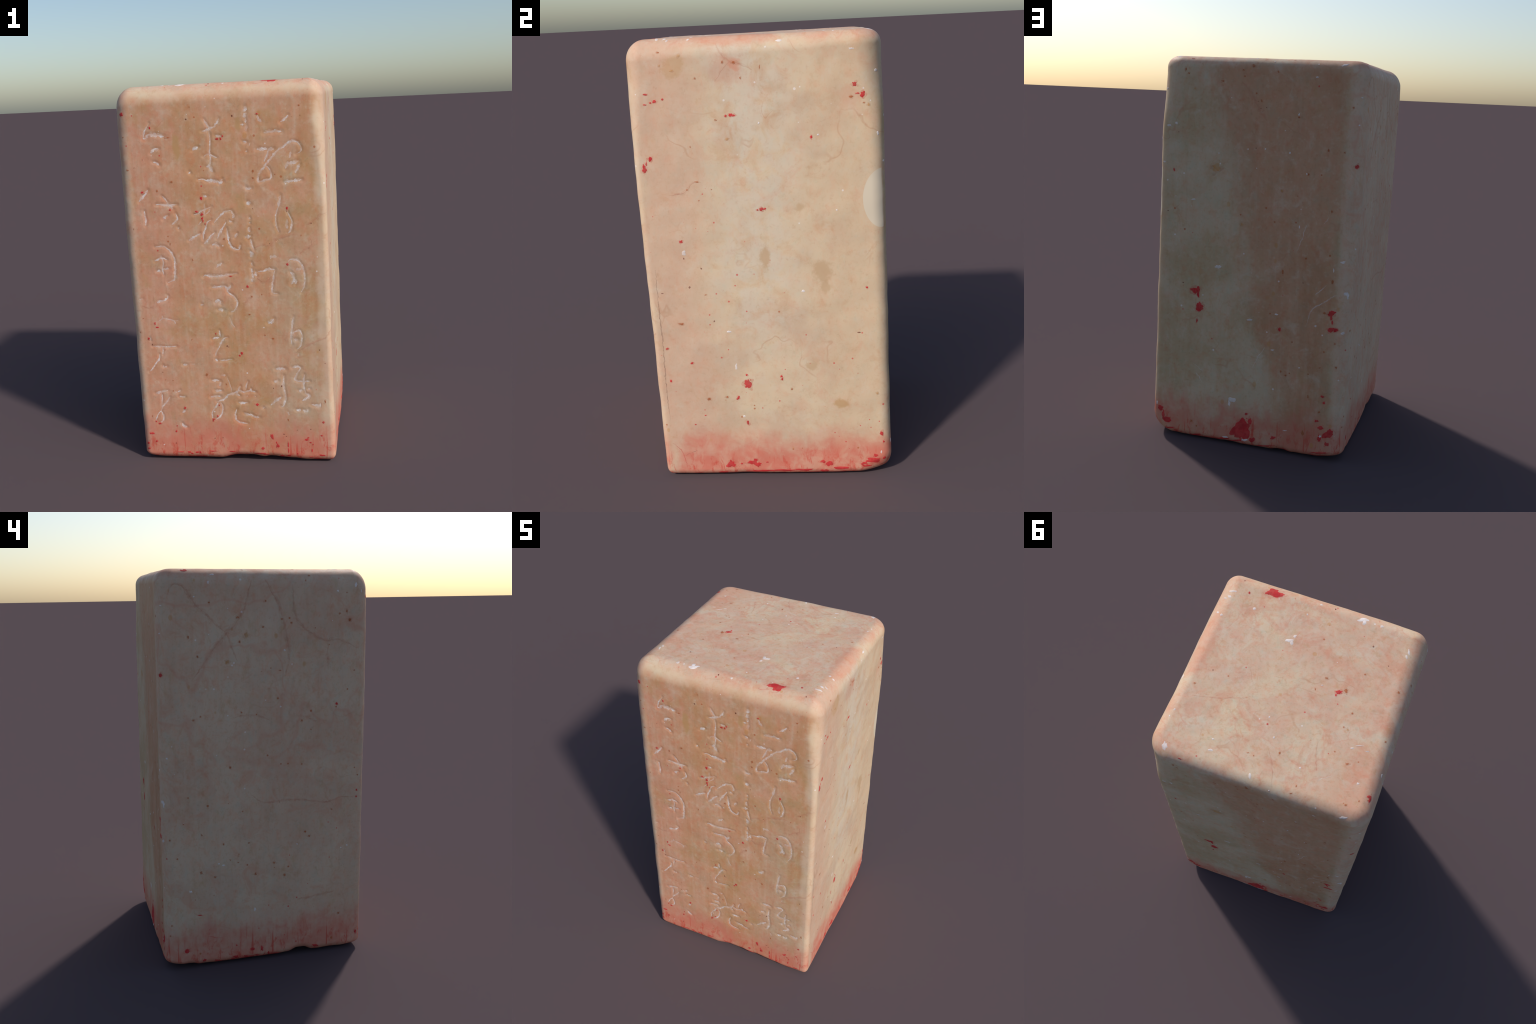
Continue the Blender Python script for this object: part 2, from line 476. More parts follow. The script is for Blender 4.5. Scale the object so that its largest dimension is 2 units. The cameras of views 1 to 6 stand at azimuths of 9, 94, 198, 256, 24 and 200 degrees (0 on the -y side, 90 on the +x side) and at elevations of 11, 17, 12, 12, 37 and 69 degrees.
def material(name, group, tint=None, amount=1.0, ragged=0.0, rough=0.55, bump=0.0015):
    m = bpy.data.materials.new(name)
    m.use_nodes = True
    N = Net(m.node_tree)
    bsdf = m.node_tree.nodes["Principled BSDF"]
    s = N.node("ShaderNodeGroup"); s.node_tree = group
    col = s.outputs["Color"]
    if tint:
        P = N.node("ShaderNodeTexCoord").outputs["Object"]
        f = amount
        if ragged:
            n = N.noise(P, 38.0, 6.0, 0.72)
            f = N.mul(N.math("MULTIPLY_ADD", N.step(n, 0.60, 0.36), ragged, 1.0 - ragged), amount)
        shade = N.mix(N.step(N.noise(P, 30.0, 3.0), 0.35, 0.65), tint, tuple(c * 0.8 for c in tint))
        col = N.mix(f, col, shade)
    N.put(bsdf.inputs["Base Color"], col)
    bsdf.inputs["Roughness"].default_value = rough
    bsdf.inputs["Specular IOR Level"].default_value = 0.12
    b = N.node("ShaderNodeBump")
    b.inputs["Distance"].default_value = bump
    b.inputs["Strength"].default_value = 0.35
    N.put(b.inputs["Height"], s.outputs["Grain"])
    N.put(bsdf.inputs["Normal"], b.outputs[0])
    return m


# linear base colours
C = {
    "cream": (0.67, 0.51, 0.35), "pale": (0.66, 0.55, 0.43), "blush": (0.63, 0.40, 0.285),
    "peach": (0.62, 0.345, 0.22), "tan": (0.56, 0.30, 0.16), "rose": (0.62, 0.30, 0.205),
    "drab": (0.52, 0.355, 0.235), "ochre_wash": (0.50, 0.29, 0.13), "sand": (0.60, 0.43, 0.30),
    "honey": (0.62, 0.44, 0.285), "olive": (0.51, 0.375, 0.225), "stone_grey": (0.60, 0.46, 0.31),
    "clay": (0.56, 0.315, 0.19), "umber": (0.45, 0.23, 0.122), "ash": (0.675, 0.495, 0.355),
    "ash_pink": (0.60, 0.39, 0.275), "flush": (0.63, 0.32, 0.21), "coral": (0.66, 0.25, 0.15), "rust_wash": (0.48, 0.22, 0.12),
    "soak": (0.62, 0.18, 0.125), "cinnabar": (0.60, 0.038, 0.042), "rust": (0.44, 0.12, 0.04), "scarlet": (0.58, 0.07, 0.045),
    "ochre": (0.55, 0.25, 0.06), "amber": (0.60, 0.285, 0.135), "rust_brown": (0.46, 0.205, 0.10), "mend": (0.66, 0.56, 0.43), "chalk": (0.84, 0.765, 0.74),
    "dark": (0.16, 0.03, 0.02), "brown_spot": (0.54, 0.36, 0.215), "pink_spot": (0.58, 0.25, 0.17),
}

STAINS = [
    ((0.52, 0.005, 1.06), (0.10, 0.028, 0.062), "brown_spot", 0.8),
    ((0.52, 0.245, 1.00), (0.10, 0.050, 0.055), "brown_spot", 0.8),
    ((0.52, 0.26, 0.93), (0.10, 0.022, 0.030), "brown_spot", 0.7),
    ((0.52, 0.16, 1.29), (0.10, 0.026, 0.024), "brown_spot", 0.7),
    ((0.52, 0.19, 0.56), (0.10, 0.030, 0.022), "brown_spot", 0.7),
    ((0.52, 0.32, 0.37), (0.10, 0.035, 0.025), "ochre_wash", 0.7),
    ((0.52, -0.12, 1.87), (0.10, 0.085, 0.075), "pink_spot", 0.30),
    ((0.52, -0.33, 1.88), (0.10, 0.055, 0.050), "ochre_wash", 0.45),
    ((0.47, -0.10, 1.985), (0.06, 0.20, 0.035), "coral", 0.33),
    ((0.52, -0.08, 1.885), (0.10, 0.030, 0.030), "coral", 0.5),
    ((0.52, 0.38, 1.74), (0.10, 0.060, 0.050), "flush", 0.35),
    ((-0.215, -0.54, 1.68), (0.022, 0.10, 0.085), "ochre_wash", 0.8),
    ((0.10, -0.54, 1.79), (0.018, 0.10, 0.040), "ochre_wash", 0.7),
]
# ---------------------------------------------------------------- MARKS
INSCRIPTION = {
    "left_column": [
        ("bright", 7.2, [(-348, 1809), (-359, 1789), (-372, 1771), (-379, 1749), (-382, 1731)]),
        ("bright", 16.8, [(-382, 1733), (-368, 1736), (-354, 1752), (-328, 1752), (-302, 1748), (-275, 1741)]),
        ("bright", 11.0, [(-348, 1661), (-337, 1677), (-323, 1681), (-305, 1680)]),
        ("bright", 11.0, [(-340, 1616), (-325, 1613), (-309, 1599)]),
        ("bright", 10.5, [(-378, 1476), (-394, 1458), (-409, 1442), (-428, 1418)]),
        ("bright", 9.9, [(-405, 1369), (-402, 1341), (-399, 1317), (-402, 1294)]),
        ("bright", 9.1, [(-342, 1400), (-315, 1401), (-285, 1399), (-256, 1398), (-231, 1397)]),
        ("worn", 7.2, [(-307, 1444), (-293, 1429), (-278, 1411)]),
        ("worn", 14.3, [(-285, 1405), (-269, 1393), (-254, 1376)]),
        ("bright", 9.1, [(-309, 1324), (-298, 1336), (-283, 1344)]),
        ("worn", 7.8, [(-242, 1353), (-234, 1333), (-245, 1311), (-266, 1296)]),
        ("bright", 8.5, [(-234, 1281), (-231, 1273)]),
        ("bright", 9.0, [(-360, 1182), (-331, 1185), (-311, 1183), (-289, 1164), (-272, 1139), (-264, 1112), (-263, 1078), (-266, 1044), (-270, 1014), (-284, 1002), (-307, 992)]),
        ("bright", 7.9, [(-369, 1107), (-350, 1118), (-332, 1125), (-304, 1114)]),
        ("worn", 6.6, [(-333, 1130), (-324, 1103), (-330, 1069), (-327, 1035)]),
        ("bright", 9.3, [(-362, 1054), (-343, 1055)]),
        ("worn", 8.6, [(-327, 1065), (-296, 1066)]),
        ("bright", 9.4, [(-380, 879), (-364, 891), (-336, 896), (-315, 911), (-314, 923)]),
        ("faint", 6.1, [(-470, 904), (-447, 906)]),
        ("faint", 6.1, [(-379, 780), (-361, 790), (-347, 799), (-320, 795), (-286, 786), (-266, 788)]),
        ("faint", 4.7, [(-352, 815), (-349, 797)]),
        ("faint", 4.7, [(-290, 786), (-282, 769)]),
        ("worn", 6.2, [(-427, 694), (-423, 678)]),
        ("worn", 7.5, [(-414, 646), (-372, 646), (-331, 642), (-287, 646)]),
        ("worn", 6.2, [(-362, 646), (-360, 625), (-363, 602)]),
        ("bright", 7.6, [(-380, 601), (-386, 576), (-407, 547), (-425, 522), (-443, 504)]),
        ("bright", 11.0, [(-366, 540), (-360, 531), (-347, 534)]),
        ("worn", 10.3, [(-258, 544), (-234, 544)]),
        ("faint", 5.1, [(-213, 547), (-192, 546)]),
        ("worn", 10.5, [(-419, 381), (-396, 387), (-374, 395), (-350, 397)]),
        ("worn", 6.3, [(-386, 384), (-384, 355), (-388, 322), (-390, 296)]),
        ("worn", 6.4, [(-341, 362), (-361, 333), (-384, 307), (-395, 283)]),
        ("bright", 7.1, [(-396, 283), (-416, 259), (-429, 227)]),
        ("bright", 7.8, [(-396, 283), (-386, 255), (-386, 230), (-400, 216), (-411, 213)]),
        ("faint", 8.3, [(-311, 393), (-301, 385)]),
        ("worn", 9.7, [(-297, 390), (-283, 401)]),
        ("worn", 8.3, [(-289, 365), (-257, 363)]),
        ("bright", 10.5, [(-279, 272), (-260, 292)]),
        ("bright", 10.6, [(-284, 211), (-276, 198), (-259, 189)]),
    ],
    "middle_column": [
        ("worn", 8.3, [(-69, 1818), (-56, 1796), (-45, 1777)]),
        ("worn", 10.2, [(6, 1818), (-9, 1791), (-25, 1776), (-48, 1766), (-81, 1760)]),
        ("worn", 7.0, [(-47, 1768), (-43, 1724), (-45, 1687), (-49, 1652), (-46, 1630), (-49, 1599), (-53, 1583)]),
        ("worn", 7.7, [(-79, 1636), (-62, 1645), (-46, 1646), (-31, 1636), (-13, 1627)]),
        ("worn", 11.5, [(-69, 1583), (-53, 1586), (-47, 1573), (-38, 1557)]),
        ("bright", 11.4, [(-14, 1735), (12, 1731)]),
        ("bright", 11.5, [(-134, 1668), (-120, 1678), (-105, 1683)]),
        ("bright", 9.7, [(-157, 1561), (-153, 1554)]),
        ("bright", 4.5, [(-114, 1521), (-92, 1523), (-70, 1515)]),
        ("bright", 14.4, [(-77, 1514), (-54, 1513), (-28, 1511), (-6, 1505), (10, 1508)]),
        ("worn", 7.7, [(-10, 1496), (8, 1521)]),
        ("bright", 13.5, [(-99, 1435), (-76, 1436)]),
        ("worn", 7.7, [(-149, 1344), (-123, 1352), (-93, 1369), (-56, 1383)]),
        ("faint", 7.8, [(-91, 1401), (-91, 1372), (-97, 1333)]),
        ("worn", 5.8, [(-88, 1344), (-74, 1355), (-62, 1373)]),
        ("faint", 4.5, [(-110, 1311), (-127, 1291)]),
        ("bright", 7.1, [(-61, 1316), (-80, 1304), (-92, 1274), (-105, 1245), (-106, 1215)]),
        ("bright", 9.1, [(-182, 1212), (-161, 1225), (-141, 1237), (-120, 1247)]),
        ("bright", 9.7, [(-106, 1192), (-83, 1211), (-65, 1234), (-47, 1250)]),
        ("bright", 10.4, [(-63, 1185), (-46, 1191), (-27, 1179)]),
        ("bright", 7.7, [(-46, 1301), (-27, 1323), (4, 1352), (27, 1359), (45, 1360)]),
        ("worn", 9.6, [(45, 1360), (55, 1339), (51, 1322)]),
        ("bright", 9.0, [(31, 1309), (47, 1304)]),
        ("bright", 7.8, [(15, 1303), (-3, 1276), (-21, 1246), (-36, 1219)]),
        ("bright", 7.8, [(15, 1272), (21, 1232), (24, 1203), (36, 1176), (58, 1162), (78, 1162)]),
        ("worn", 6.5, [(81, 1185), (76, 1162)]),
        ("bright", 7.7, [(56, 1222), (69, 1245)]),
        ("bright", 9.1, [(-47, 1068), (-33, 1083), (-17, 1092)]),
        ("bright", 11.1, [(-119, 1022), (-105, 1029), (-61, 1023), (-14, 1026), (13, 1032), (39, 1033)]),
        ("worn", 3.3, [(35, 1034), (57, 1036)]),
        ("bright", 11.1, [(-78, 965), (-38, 966), (-15, 970), (2, 964)]),
        ("bright", 11.1, [(-8, 964), (6, 956), (22, 976)]),
        ("bright", 8.6, [(0, 956), (8, 934), (29, 922), (45, 901), (52, 877), (42, 854), (30, 837), (13, 831)]),
        ("bright", 11.2, [(-63, 883), (-47, 893), (-33, 885)]),
        ("worn", 5.9, [(-41, 888), (-35, 873)]),
        ("bright", 11.9, [(-50, 844), (-24, 843)]),
        ("bright", 13.9, [(-138, 875), (-137, 867)]),
        ("faint", 4.6, [(6, 806), (18, 771), (33, 747)]),
        ("worn", 6.0, [(-52, 734), (-49, 699)]),
        ("bright", 9.4, [(-90, 685), (-71, 692), (-54, 694)]),
        ("worn", 8.1, [(-10, 694), (-29, 690), (-41, 671), (-56, 643), (-75, 612), (-78, 594)]),
        ("bright", 8.8, [(-81, 577), (-68, 566)]),
        ("worn", 6.7, [(-54, 568), (-27, 570), (8, 575)]),
        ("faint", 7.5, [(-58, 485), (-32, 489)]),
        ("bright", 11.6, [(-108, 458), (-85, 459), (-68, 455)]),
        ("bright", 9.6, [(-59, 448), (-67, 426)]),
        ("bright", 10.3, [(-92, 401), (-58, 400)]),
        ("bright", 9.6, [(-120, 363), (-94, 369), (-66, 368)]),
        ("faint", 3.4, [(-26, 480), (-14, 441), (-6, 413), (-7, 391)]),
        ("bright", 9.0, [(92, 396), (58, 394), (38, 404), (24, 392), (-7, 384), (-25, 375), (-43, 357), (-62, 346), (-84, 337)]),
        ("bright", 8.2, [(27, 392), (43, 426)]),
        ("bright", 9.6, [(17, 390), (38, 372)]),
        ("worn", 6.8, [(71, 403), (77, 435), (85, 453)]),
        ("bright", 8.2, [(72, 399), (96, 401), (123, 394)]),
        ("worn", 5.5, [(99, 414), (101, 400)]),
        ("worn", 7.0, [(-79, 333), (-98, 304), (-115, 278), (-115, 249), (-107, 234)]),
        ("worn", 7.0, [(-67, 333), (-56, 311), (-61, 279), (-80, 249), (-105, 232)]),
        ("bright", 11.0, [(30, 334), (55, 334), (79, 333)]),
        ("bright", 9.7, [(17, 296), (9, 265), (11, 236), (26, 225), (46, 218), (73, 215)]),
        ("bright", 10.4, [(56, 275), (83, 266), (100, 266)]),
        ("worn", 12.4, [(93, 268), (113, 254), (137, 250)]),
        ("faint", 6.2, [(76, 372), (80, 369)]),
        ("faint", 6.1, [(119, 371), (122, 367)]),
        ("worn", 9.6, [(160, 307), (164, 303)]),
    ],
    "dotted_column": [
        ("worn", 17.7, [(136, 1871), (139, 1846)]),
        ("worn", 11.4, [(134, 1840), (136, 1816)]),
        ("bright", 8.2, [(139, 1813), (139, 1791)]),
        ("bright", 13.3, [(123, 1788), (123, 1779)]),
        ("worn", 11.4, [(140, 1779), (140, 1753)]),
        ("bright", 9.5, [(120, 1701), (139, 1698)]),
        ("worn", 6.3, [(136, 1657), (137, 1650)]),
        ("bright", 11.4, [(125, 1477), (133, 1467), (152, 1470)]),
        ("faint", 12.0, [(197, 1826), (206, 1804), (218, 1793)]),
        ("faint", 3.2, [(157, 1695), (151, 1679)]),
        ("bright", 15.9, [(126, 1403), (141, 1389)]),
        ("bright", 8.3, [(136, 1324), (138, 1314)]),
        ("bright", 6.4, [(135, 1300), (136, 1293)]),
        ("worn", 9.6, [(131, 1276), (133, 1250)]),
        ("bright", 7.7, [(114, 1224), (138, 1230)]),
        ("bright", 9.6, [(126, 1237), (123, 1214)]),
        ("worn", 8.4, [(136, 1214), (143, 1184), (151, 1156)]),
        ("worn", 10.3, [(130, 1152), (141, 1138), (132, 1122)]),
        ("worn", 6.5, [(135, 1092), (139, 1075)]),
        ("bright", 8.4, [(134, 1062), (136, 1039)]),
        ("bright", 9.7, [(136, 1036), (140, 1012)]),
        ("worn", 7.2, [(133, 1011), (135, 992)]),
        ("bright", 11.7, [(154, 1045), (158, 1022)]),
    ],
    "right_column": [
        ("bright", 10.7, [(310, 1789), (331, 1802), (348, 1821)]),
        ("worn", 14.1, [(226, 1740), (250, 1744), (282, 1746), (313, 1744)]),
        ("worn", 12.6, [(188, 1661), (209, 1663), (240, 1661)]),
        ("worn", 12.6, [(243, 1654), (259, 1660), (272, 1659)]),
        ("worn", 7.6, [(245, 1657), (236, 1627), (222, 1600)]),
        ("worn", 8.2, [(380, 1631), (403, 1644), (405, 1664), (389, 1689), (361, 1696), (335, 1682), (310, 1664), (284, 1647), (264, 1626), (244, 1604), (224, 1580), (204, 1556), (189, 1531), (189, 1506), (205, 1503), (227, 1511), (250, 1516), (254, 1535), (243, 1567), (226, 1583)]),
        ("faint", 8.8, [(356, 1644), (345, 1613)]),
        ("worn", 12.6, [(326, 1561), (335, 1586), (354, 1590), (392, 1598)]),
        ("worn", 9.5, [(396, 1584), (384, 1562), (374, 1538)]),
        ("bright", 10.7, [(316, 1495), (335, 1500), (363, 1502), (403, 1505)]),
        ("worn", 12.1, [(295, 1431), (289, 1394), (283, 1375)]),
        ("worn", 7.0, [(283, 1375), (272, 1344), (267, 1305), (271, 1273), (280, 1247)]),
        ("worn", 7.7, [(328, 1350), (337, 1326), (347, 1300), (345, 1271), (339, 1252), (326, 1239)]),
        ("faint", 8.9, [(325, 1313), (323, 1285), (323, 1262)]),
        ("faint", 12.2, [(232, 1110), (239, 1123), (265, 1120)]),
        ("bright", 11.0, [(167, 1044), (194, 1048), (223, 1058), (252, 1054)]),
        ("worn", 8.5, [(252, 1051), (246, 1027), (240, 994), (235, 956), (234, 937), (244, 930), (261, 928)]),
        ("worn", 9.1, [(320, 1093), (332, 1104), (351, 1107), (374, 1098), (390, 1075), (401, 1042), (404, 1009), (400, 969), (394, 956), (382, 934)]),
        ("bright", 15.5, [(331, 1040), (345, 1020), (348, 1003), (335, 977)]),
        ("worn", 9.1, [(348, 1003), (358, 990), (353, 978)]),
        ("faint", 12.2, [(359, 1053), (385, 1056)]),
        ("bright", 16.4, [(207, 771), (224, 781), (236, 795)]),
        ("worn", 9.3, [(337, 806), (331, 767), (326, 730), (321, 695), (325, 656)]),
        ("worn", 8.0, [(325, 716), (344, 726), (367, 733), (379, 702), (374, 661), (364, 640), (349, 630)]),
        ("bright", 13.9, [(339, 683), (357, 681)]),
        ("faint", 5.3, [(359, 609), (352, 592)]),
        ("bright", 14.1, [(236, 523), (260, 524), (286, 523)]),
        ("bright", 11.5, [(225, 452), (245, 458)]),
        ("worn", 8.9, [(277, 486), (273, 444), (278, 405), (282, 362), (272, 326), (265, 314), (255, 317)]),
        ("worn", 11.6, [(201, 320), (219, 338), (236, 354), (259, 369)]),
        ("worn", 9.4, [(322, 531), (347, 537), (366, 533)]),
        ("worn", 8.1, [(368, 532), (352, 507), (338, 479), (337, 462), (360, 455), (410, 456)]),
        ("worn", 8.1, [(383, 493), (380, 454), (379, 423), (388, 387)]),
        ("bright", 12.2, [(352, 405), (370, 405)]),
        ("worn", 8.8, [(400, 412), (410, 414)]),
        ("worn", 11.6, [(381, 391), (404, 377), (387, 359), (368, 347)]),
        ("bright", 12.3, [(335, 296), (358, 295)]),
        ("bright", 14.3, [(370, 295), (388, 290), (398, 299)]),
        ("bright", 14.3, [(416, 326), (442, 320), (462, 321), (483, 335)]),
        ("faint", 6.2, [(289, 287), (295, 265)]),
    ],
}

FLECKS = [  # face, matter, place on the face in mm, half sizes in mm
    ("front", "cinnabar", [(-489, 1857, 11, 8, 2), (-344, 1786, 6, 4, 84), (-8, 1719, 10, 4, -2), (11, 1719, 6, 4, 86), (21, 1732, 4, 3, 86), (-408, 1465, 7, 5, 1), (-105, 1428, 7, 6, 82)]),
    ("front", "dark", [(-157, 1821, 5, 5, 16), (-394, 1629, 3, 2, 83)]),
    ("front", "rust", [(-476, 1579, 8, 5, 3), (-439, 1591, 3, 3, 22), (-254, 1735, 9, 4, -2), (-251, 1514, 8, 6, 83), (-329, 1471, 7, 5, 83), (-83, 1566, 3, 3, 84), (-487, 1745, 5, 4, 23), (-136, 1880, 4, 3, 85)]),
    ("front", "cinnabar", [(-104, 1427, 8, 6, 84), (-133, 1360, 7, 5, 2), (-106, 1345, 8, 6, 85), (-105, 1325, 8, 4, 86), (-102, 1312, 6, 3, 86), (-92, 1297, 3, 3, 36), (-269, 1372, 5, 4, 5), (24, 1022, 7, 3, -0)]),
    ("front", "rust", [(-280, 1196, 7, 4, 84), (-466, 1278, 5, 3, 82), (-330, 1470, 6, 4, 83), (-169, 1111, 7, 5, 84), (-390, 1083, 3, 2, 82), (1, 1217, 6, 6, 47)]),
    ("front", "cinnabar", [(-393, 772, 8, 4, 84), (-382, 751, 10, 3, 0), (-433, 689, 6, 5, 77), (-71, 715, 4, 3, 81)]),
    ("front", "dark", [(-416, 656, 5, 3, 80), (-14, 648, 5, 5, 59), (-6, 643, 3, 3, 60)]),
    ("front", "rust", [(-454, 800, 4, 3, 6), (-474, 724, 5, 3, 78), (-200, 684, 5, 3, 83), (-132, 491, 8, 6, 80), (-371, 502, 4, 3, 55)]),
    ("front", "cinnabar", [(61, 609, 8, 6, 84), (50, 596, 5, 5, 59), (109, 967, 7, 6, 84)]),
    ("front", "rust", [(112, 819, 6, 5, 12), (188, 707, 5, 4, 84), (229, 689, 7, 6, 4), (128, 914, 6, 6, 57)]),
    ("front", "dark", [(466, 626, 4, 3, 86), (493, 554, 3, 3, 76)]),
    ("front", "cinnabar", [(326, 1366, 7, 5, 87), (318, 1081, 6, 6, 64)]),
    ("front", "dark", [(444, 1288, 4, 4, 78), (154, 1368, 3, 3, 40)]),
    ("front", "rust", [(392, 1228, 5, 3, 87)]),
    ("front", "rust", [(402, 1865, 6, 4, -3), (164, 1555, 8, 6, 86), (163, 1521, 6, 6, 3), (273, 1536, 4, 3, 87), (407, 1817, 3, 2, -90)]),
    ("front", "dark", [(73, 1828, 6, 5, 83), (364, 1812, 2, 2, -10)]),
    ("front", "cinnabar", [(196, 1833, 5, 3, -2)]),
    ("front", "cinnabar", [(130, 324, 8, 7, 31), (200, 144, 13, 8, 86), (206, 133, 7, 3, 86), (229, 91, 13, 7, 86), (223, 109, 7, 3, 87), (149, 75, 9, 7, 5), (385, 129, 9, 7, 5), (393, 140, 5, 4, 5), (404, 113, 6, 4, 4), (417, 102, 4, 3, 76), (464, 153, 6, 4, 3), (475, 228, 6, 6, 20), (285, 98, 15, 3, 88), (286, 65, 15, 3, 88), (249, 28, 12, 10, 45), (464, 40, 15, 5, 2), (406, 29, 10, 3, 2), (411, 67, 11, 3, 88), (334, 48, 5, 4, 83), (118, 44, 16, 4, 6), (144, 45, 17, 5, 3), (164, 39, 17, 5, -2), (288, 36, 10, 5, 5)]),
    ("front", "dark", [(220, 417, 4, 3, 83), (408, 188, 4, 3, 86), (336, 182, 3, 3, 27), (265, 158, 7, 3, 2), (277, 146, 4, 3, 4), (263, 429, 5, 4, 84)]),
    ("front", "rust", [(488, 344, 10, 4, 88), (291, 240, 7, 5, 85)]),
    ("front", "cinnabar", [(-456, 151, 11, 7, 4), (-433, 105, 6, 5, 22), (-481, 93, 8, 6, 40), (-320, 164, 6, 5, 21), (-262, 301, 7, 6, 68), (-87, 257, 4, 4, 31), (-112, 232, 7, 4, 84), (-407, 209, 9, 4, 2), (-427, 220, 4, 4, 78), (-313, 196, 4, 3, 12), (-478, 62, 9, 4, 13), (-303, 45, 16, 3, 1), (-254, 45, 10, 5, 3), (-240, 37, 6, 5, 20), (-211, 45, 10, 5, 3), (-195, 45, 7, 4, 83), (-74, 318, 4, 3, 77), (-107, 239, 6, 3, 3), (-123, 54, 19, 3, 1), (-18, 53, 17, 3, 0)]),
    ("front", "dark", [(-109, 128, 4, 3, 12), (-65, 132, 3, 3, 62), (-325, 96, 4, 3, 74), (-370, 502, 4, 3, 21)]),
    ("front", "rust", [(-133, 488, 9, 8, 79), (-30, 437, 5, 5, 31), (-320, 397, 5, 3, 84), (-357, 459, 4, 3, 80), (-317, 456, 4, 3, 23), (-445, 251, 6, 3, 84)]),
    ("right", "cinnabar", [(-452, 1779, 8, 4, -1), (-417, 1750, 8, 6, 1), (-458, 1738, 6, 3, -1), (-383, 1757, 5, 4, 4), (-434, 1745, 4, 3, -0), (-483, 1470, 14, 9, 81), (-486, 1485, 11, 3, 84), (-455, 1514, 9, 8, 76), (-474, 1494, 8, 3, 84), (-128, 1680, 5, 5, 21), (-104, 1682, 13, 6, -2), (0, 1285, 9, 8, 3), (15, 1286, 4, 4, 78), (-17, 1282, 5, 3, -2), (-354, 1153, 8, 6, 2), (398, 1786, 9, 8, -10), (430, 1744, 11, 10, -84), (219, 1581, 7, 4, 89), (410, 1749, 8, 3, -3)]),
    ("right", "rust", [(383, 1737, 10, 6, -3), (435, 1711, 6, 4, -4), (-244, 1835, 5, 5, 78), (-84, 1891, 9, 6, -2), (-60, 1829, 5, 3, 86), (20, 1869, 9, 2, 87), (-311, 1378, 5, 4, 1), (-206, 1377, 3, 3, 48), (-129, 1894, 7, 5, 85), (-267, 1411, 12, 3, -2), (-283, 1559, 3, 3, 2), (-263, 1331, 3, 3, 82), (-170, 1665, 6, 4, -1), (-388, 1942, 6, 3, -3)]),
    ("right", "ochre", [(-338, 1869, 7, 5, 1), (-304, 1927, 8, 6, -1), (-385, 1891, 5, 5, 74), (-129, 1585, 7, 6, 3), (454, 1703, 7, 6, -34)]),
    ("right", "chalk", [(-346, 1098, 9, 9, 61), (247, 1589, 5, 4, -3), (491, 1585, 9, 5, -87), (317, 1271, 4, 4, -82), (6, 1646, 5, 4, 86), (387, 1924, 11, 4, -3), (101, 1967, 13, 5, -3)]),
    ("back", "chalk", [(487, 1835, 8, 6, 4)]),
    ("right", "dark", [(-275, 1029, 4, 4, 6), (-332, 945, 6, 5, 79), (-234, 783, 5, 4, 82), (-455, 920, 6, 3, -1), (403, 715, 8, 4, -1), (-348, 1076, 5, 3, 85)]),
    ("right", "cinnabar", [(-455, 656, 6, 5, 17), (-348, 584, 6, 5, 19), (-451, 498, 6, 4, 83), (-99, 475, 19, 16, 83), (-109, 489, 8, 7, 77), (-147, 410, 7, 6, 83), (-153, 402, 4, 4, 12), (-104, 521, 5, 4, 86), (53, 511, 5, 5, 6), (56, 498, 6, 5, 83), (440, 924, 5, 4, -5), (500, 216, 11, 7, -90), (-200, 67, 18, 17, 15), (-217, 56, 9, 7, 2), (-102, 74, 22, 9, 0), (-87, 83, 11, 10, 33), (-76, 63, 15, 11, 3), (229, 75, 13, 7, -1), (258, 64, 16, 13, -0), (461, 79, 31, 14, -2), (420, 63, 16, 7, -1), (472, 104, 10, 8, -1), (235, 24, 19, 10, -2), (-354, 276, 4, 3, 1), (-305, 321, 4, 3, 7), (-111, 281, 11, 5, 86), (-151, 68, 5, 4, 18), (-31, 75, 6, 3, 1), (511, 88, 9, 6, -77), (509, 174, 6, 4, -85), (-60, 27, 53, 6, 0), (45, 31, 60, 5, -0), (142, 33, 37, 6, -1), (313, 40, 37, 8, -1), (431, 50, 22, 5, -5), (-241, 20, 23, 7, -2)]),
    ("right", "rust", [(-264, 908, 5, 3, -0), (-283, 404, 10, 8, 7), (-382, 774, 13, 7, -0), (98, 447, 6, 5, 86), (-198, 413, 7, 6, 9)]),
    ("right", "ochre", [(481, 420, 7, 6, -88)]),
    ("right", "chalk", [(-346, 1103, 10, 9, 75), (-149, 562, 16, 5, 86), (-171, 732, 10, 6, 0), (164, 914, 8, 6, -2), (498, 121, 8, 4, 90), (-126, 314, 7, 5, 1)]),
    ("back", "rust", [(178, 1881, 8, 6, -2), (23, 1958, 10, 9, 26), (73, 1937, 6, 4, -1), (-25, 1795, 8, 5, 88), (-218, 1725, 7, 5, -2), (-372, 1577, 9, 5, 87), (-279, 1457, 6, 6, -87), (-72, 1277, 6, 6, -19), (-405, 1287, 8, 5, 88), (-119, 1211, 5, 5, -81), (376, 1931, 8, 6, 88), (359, 1912, 6, 5, -3), (-479, 1782, 6, 4, -1), (-451, 1572, 6, 5, -3), (-104, 1934, 6, 5, 78)]),
    ("back", "ochre", [(325, 1839, 7, 6, -3), (-149, 1367, 7, 7, -18), (52, 1183, 10, 9, -27), (198, 1458, 26, 24, -15)]),
    ("back", "cinnabar", [(-509, 1507, 7, 6, 4), (428, 1432, 8, 4, 89)]),
    ("top", "cinnabar", [(347, 490, 7, 2, -1)]),
    ("back", "dark", [(457, 1219, 4, 3, -20), (406, 1623, 3, 3, -11), (-52, 1764, 3, 3, -4), (-7, 1566, 3, 3, -9)]),
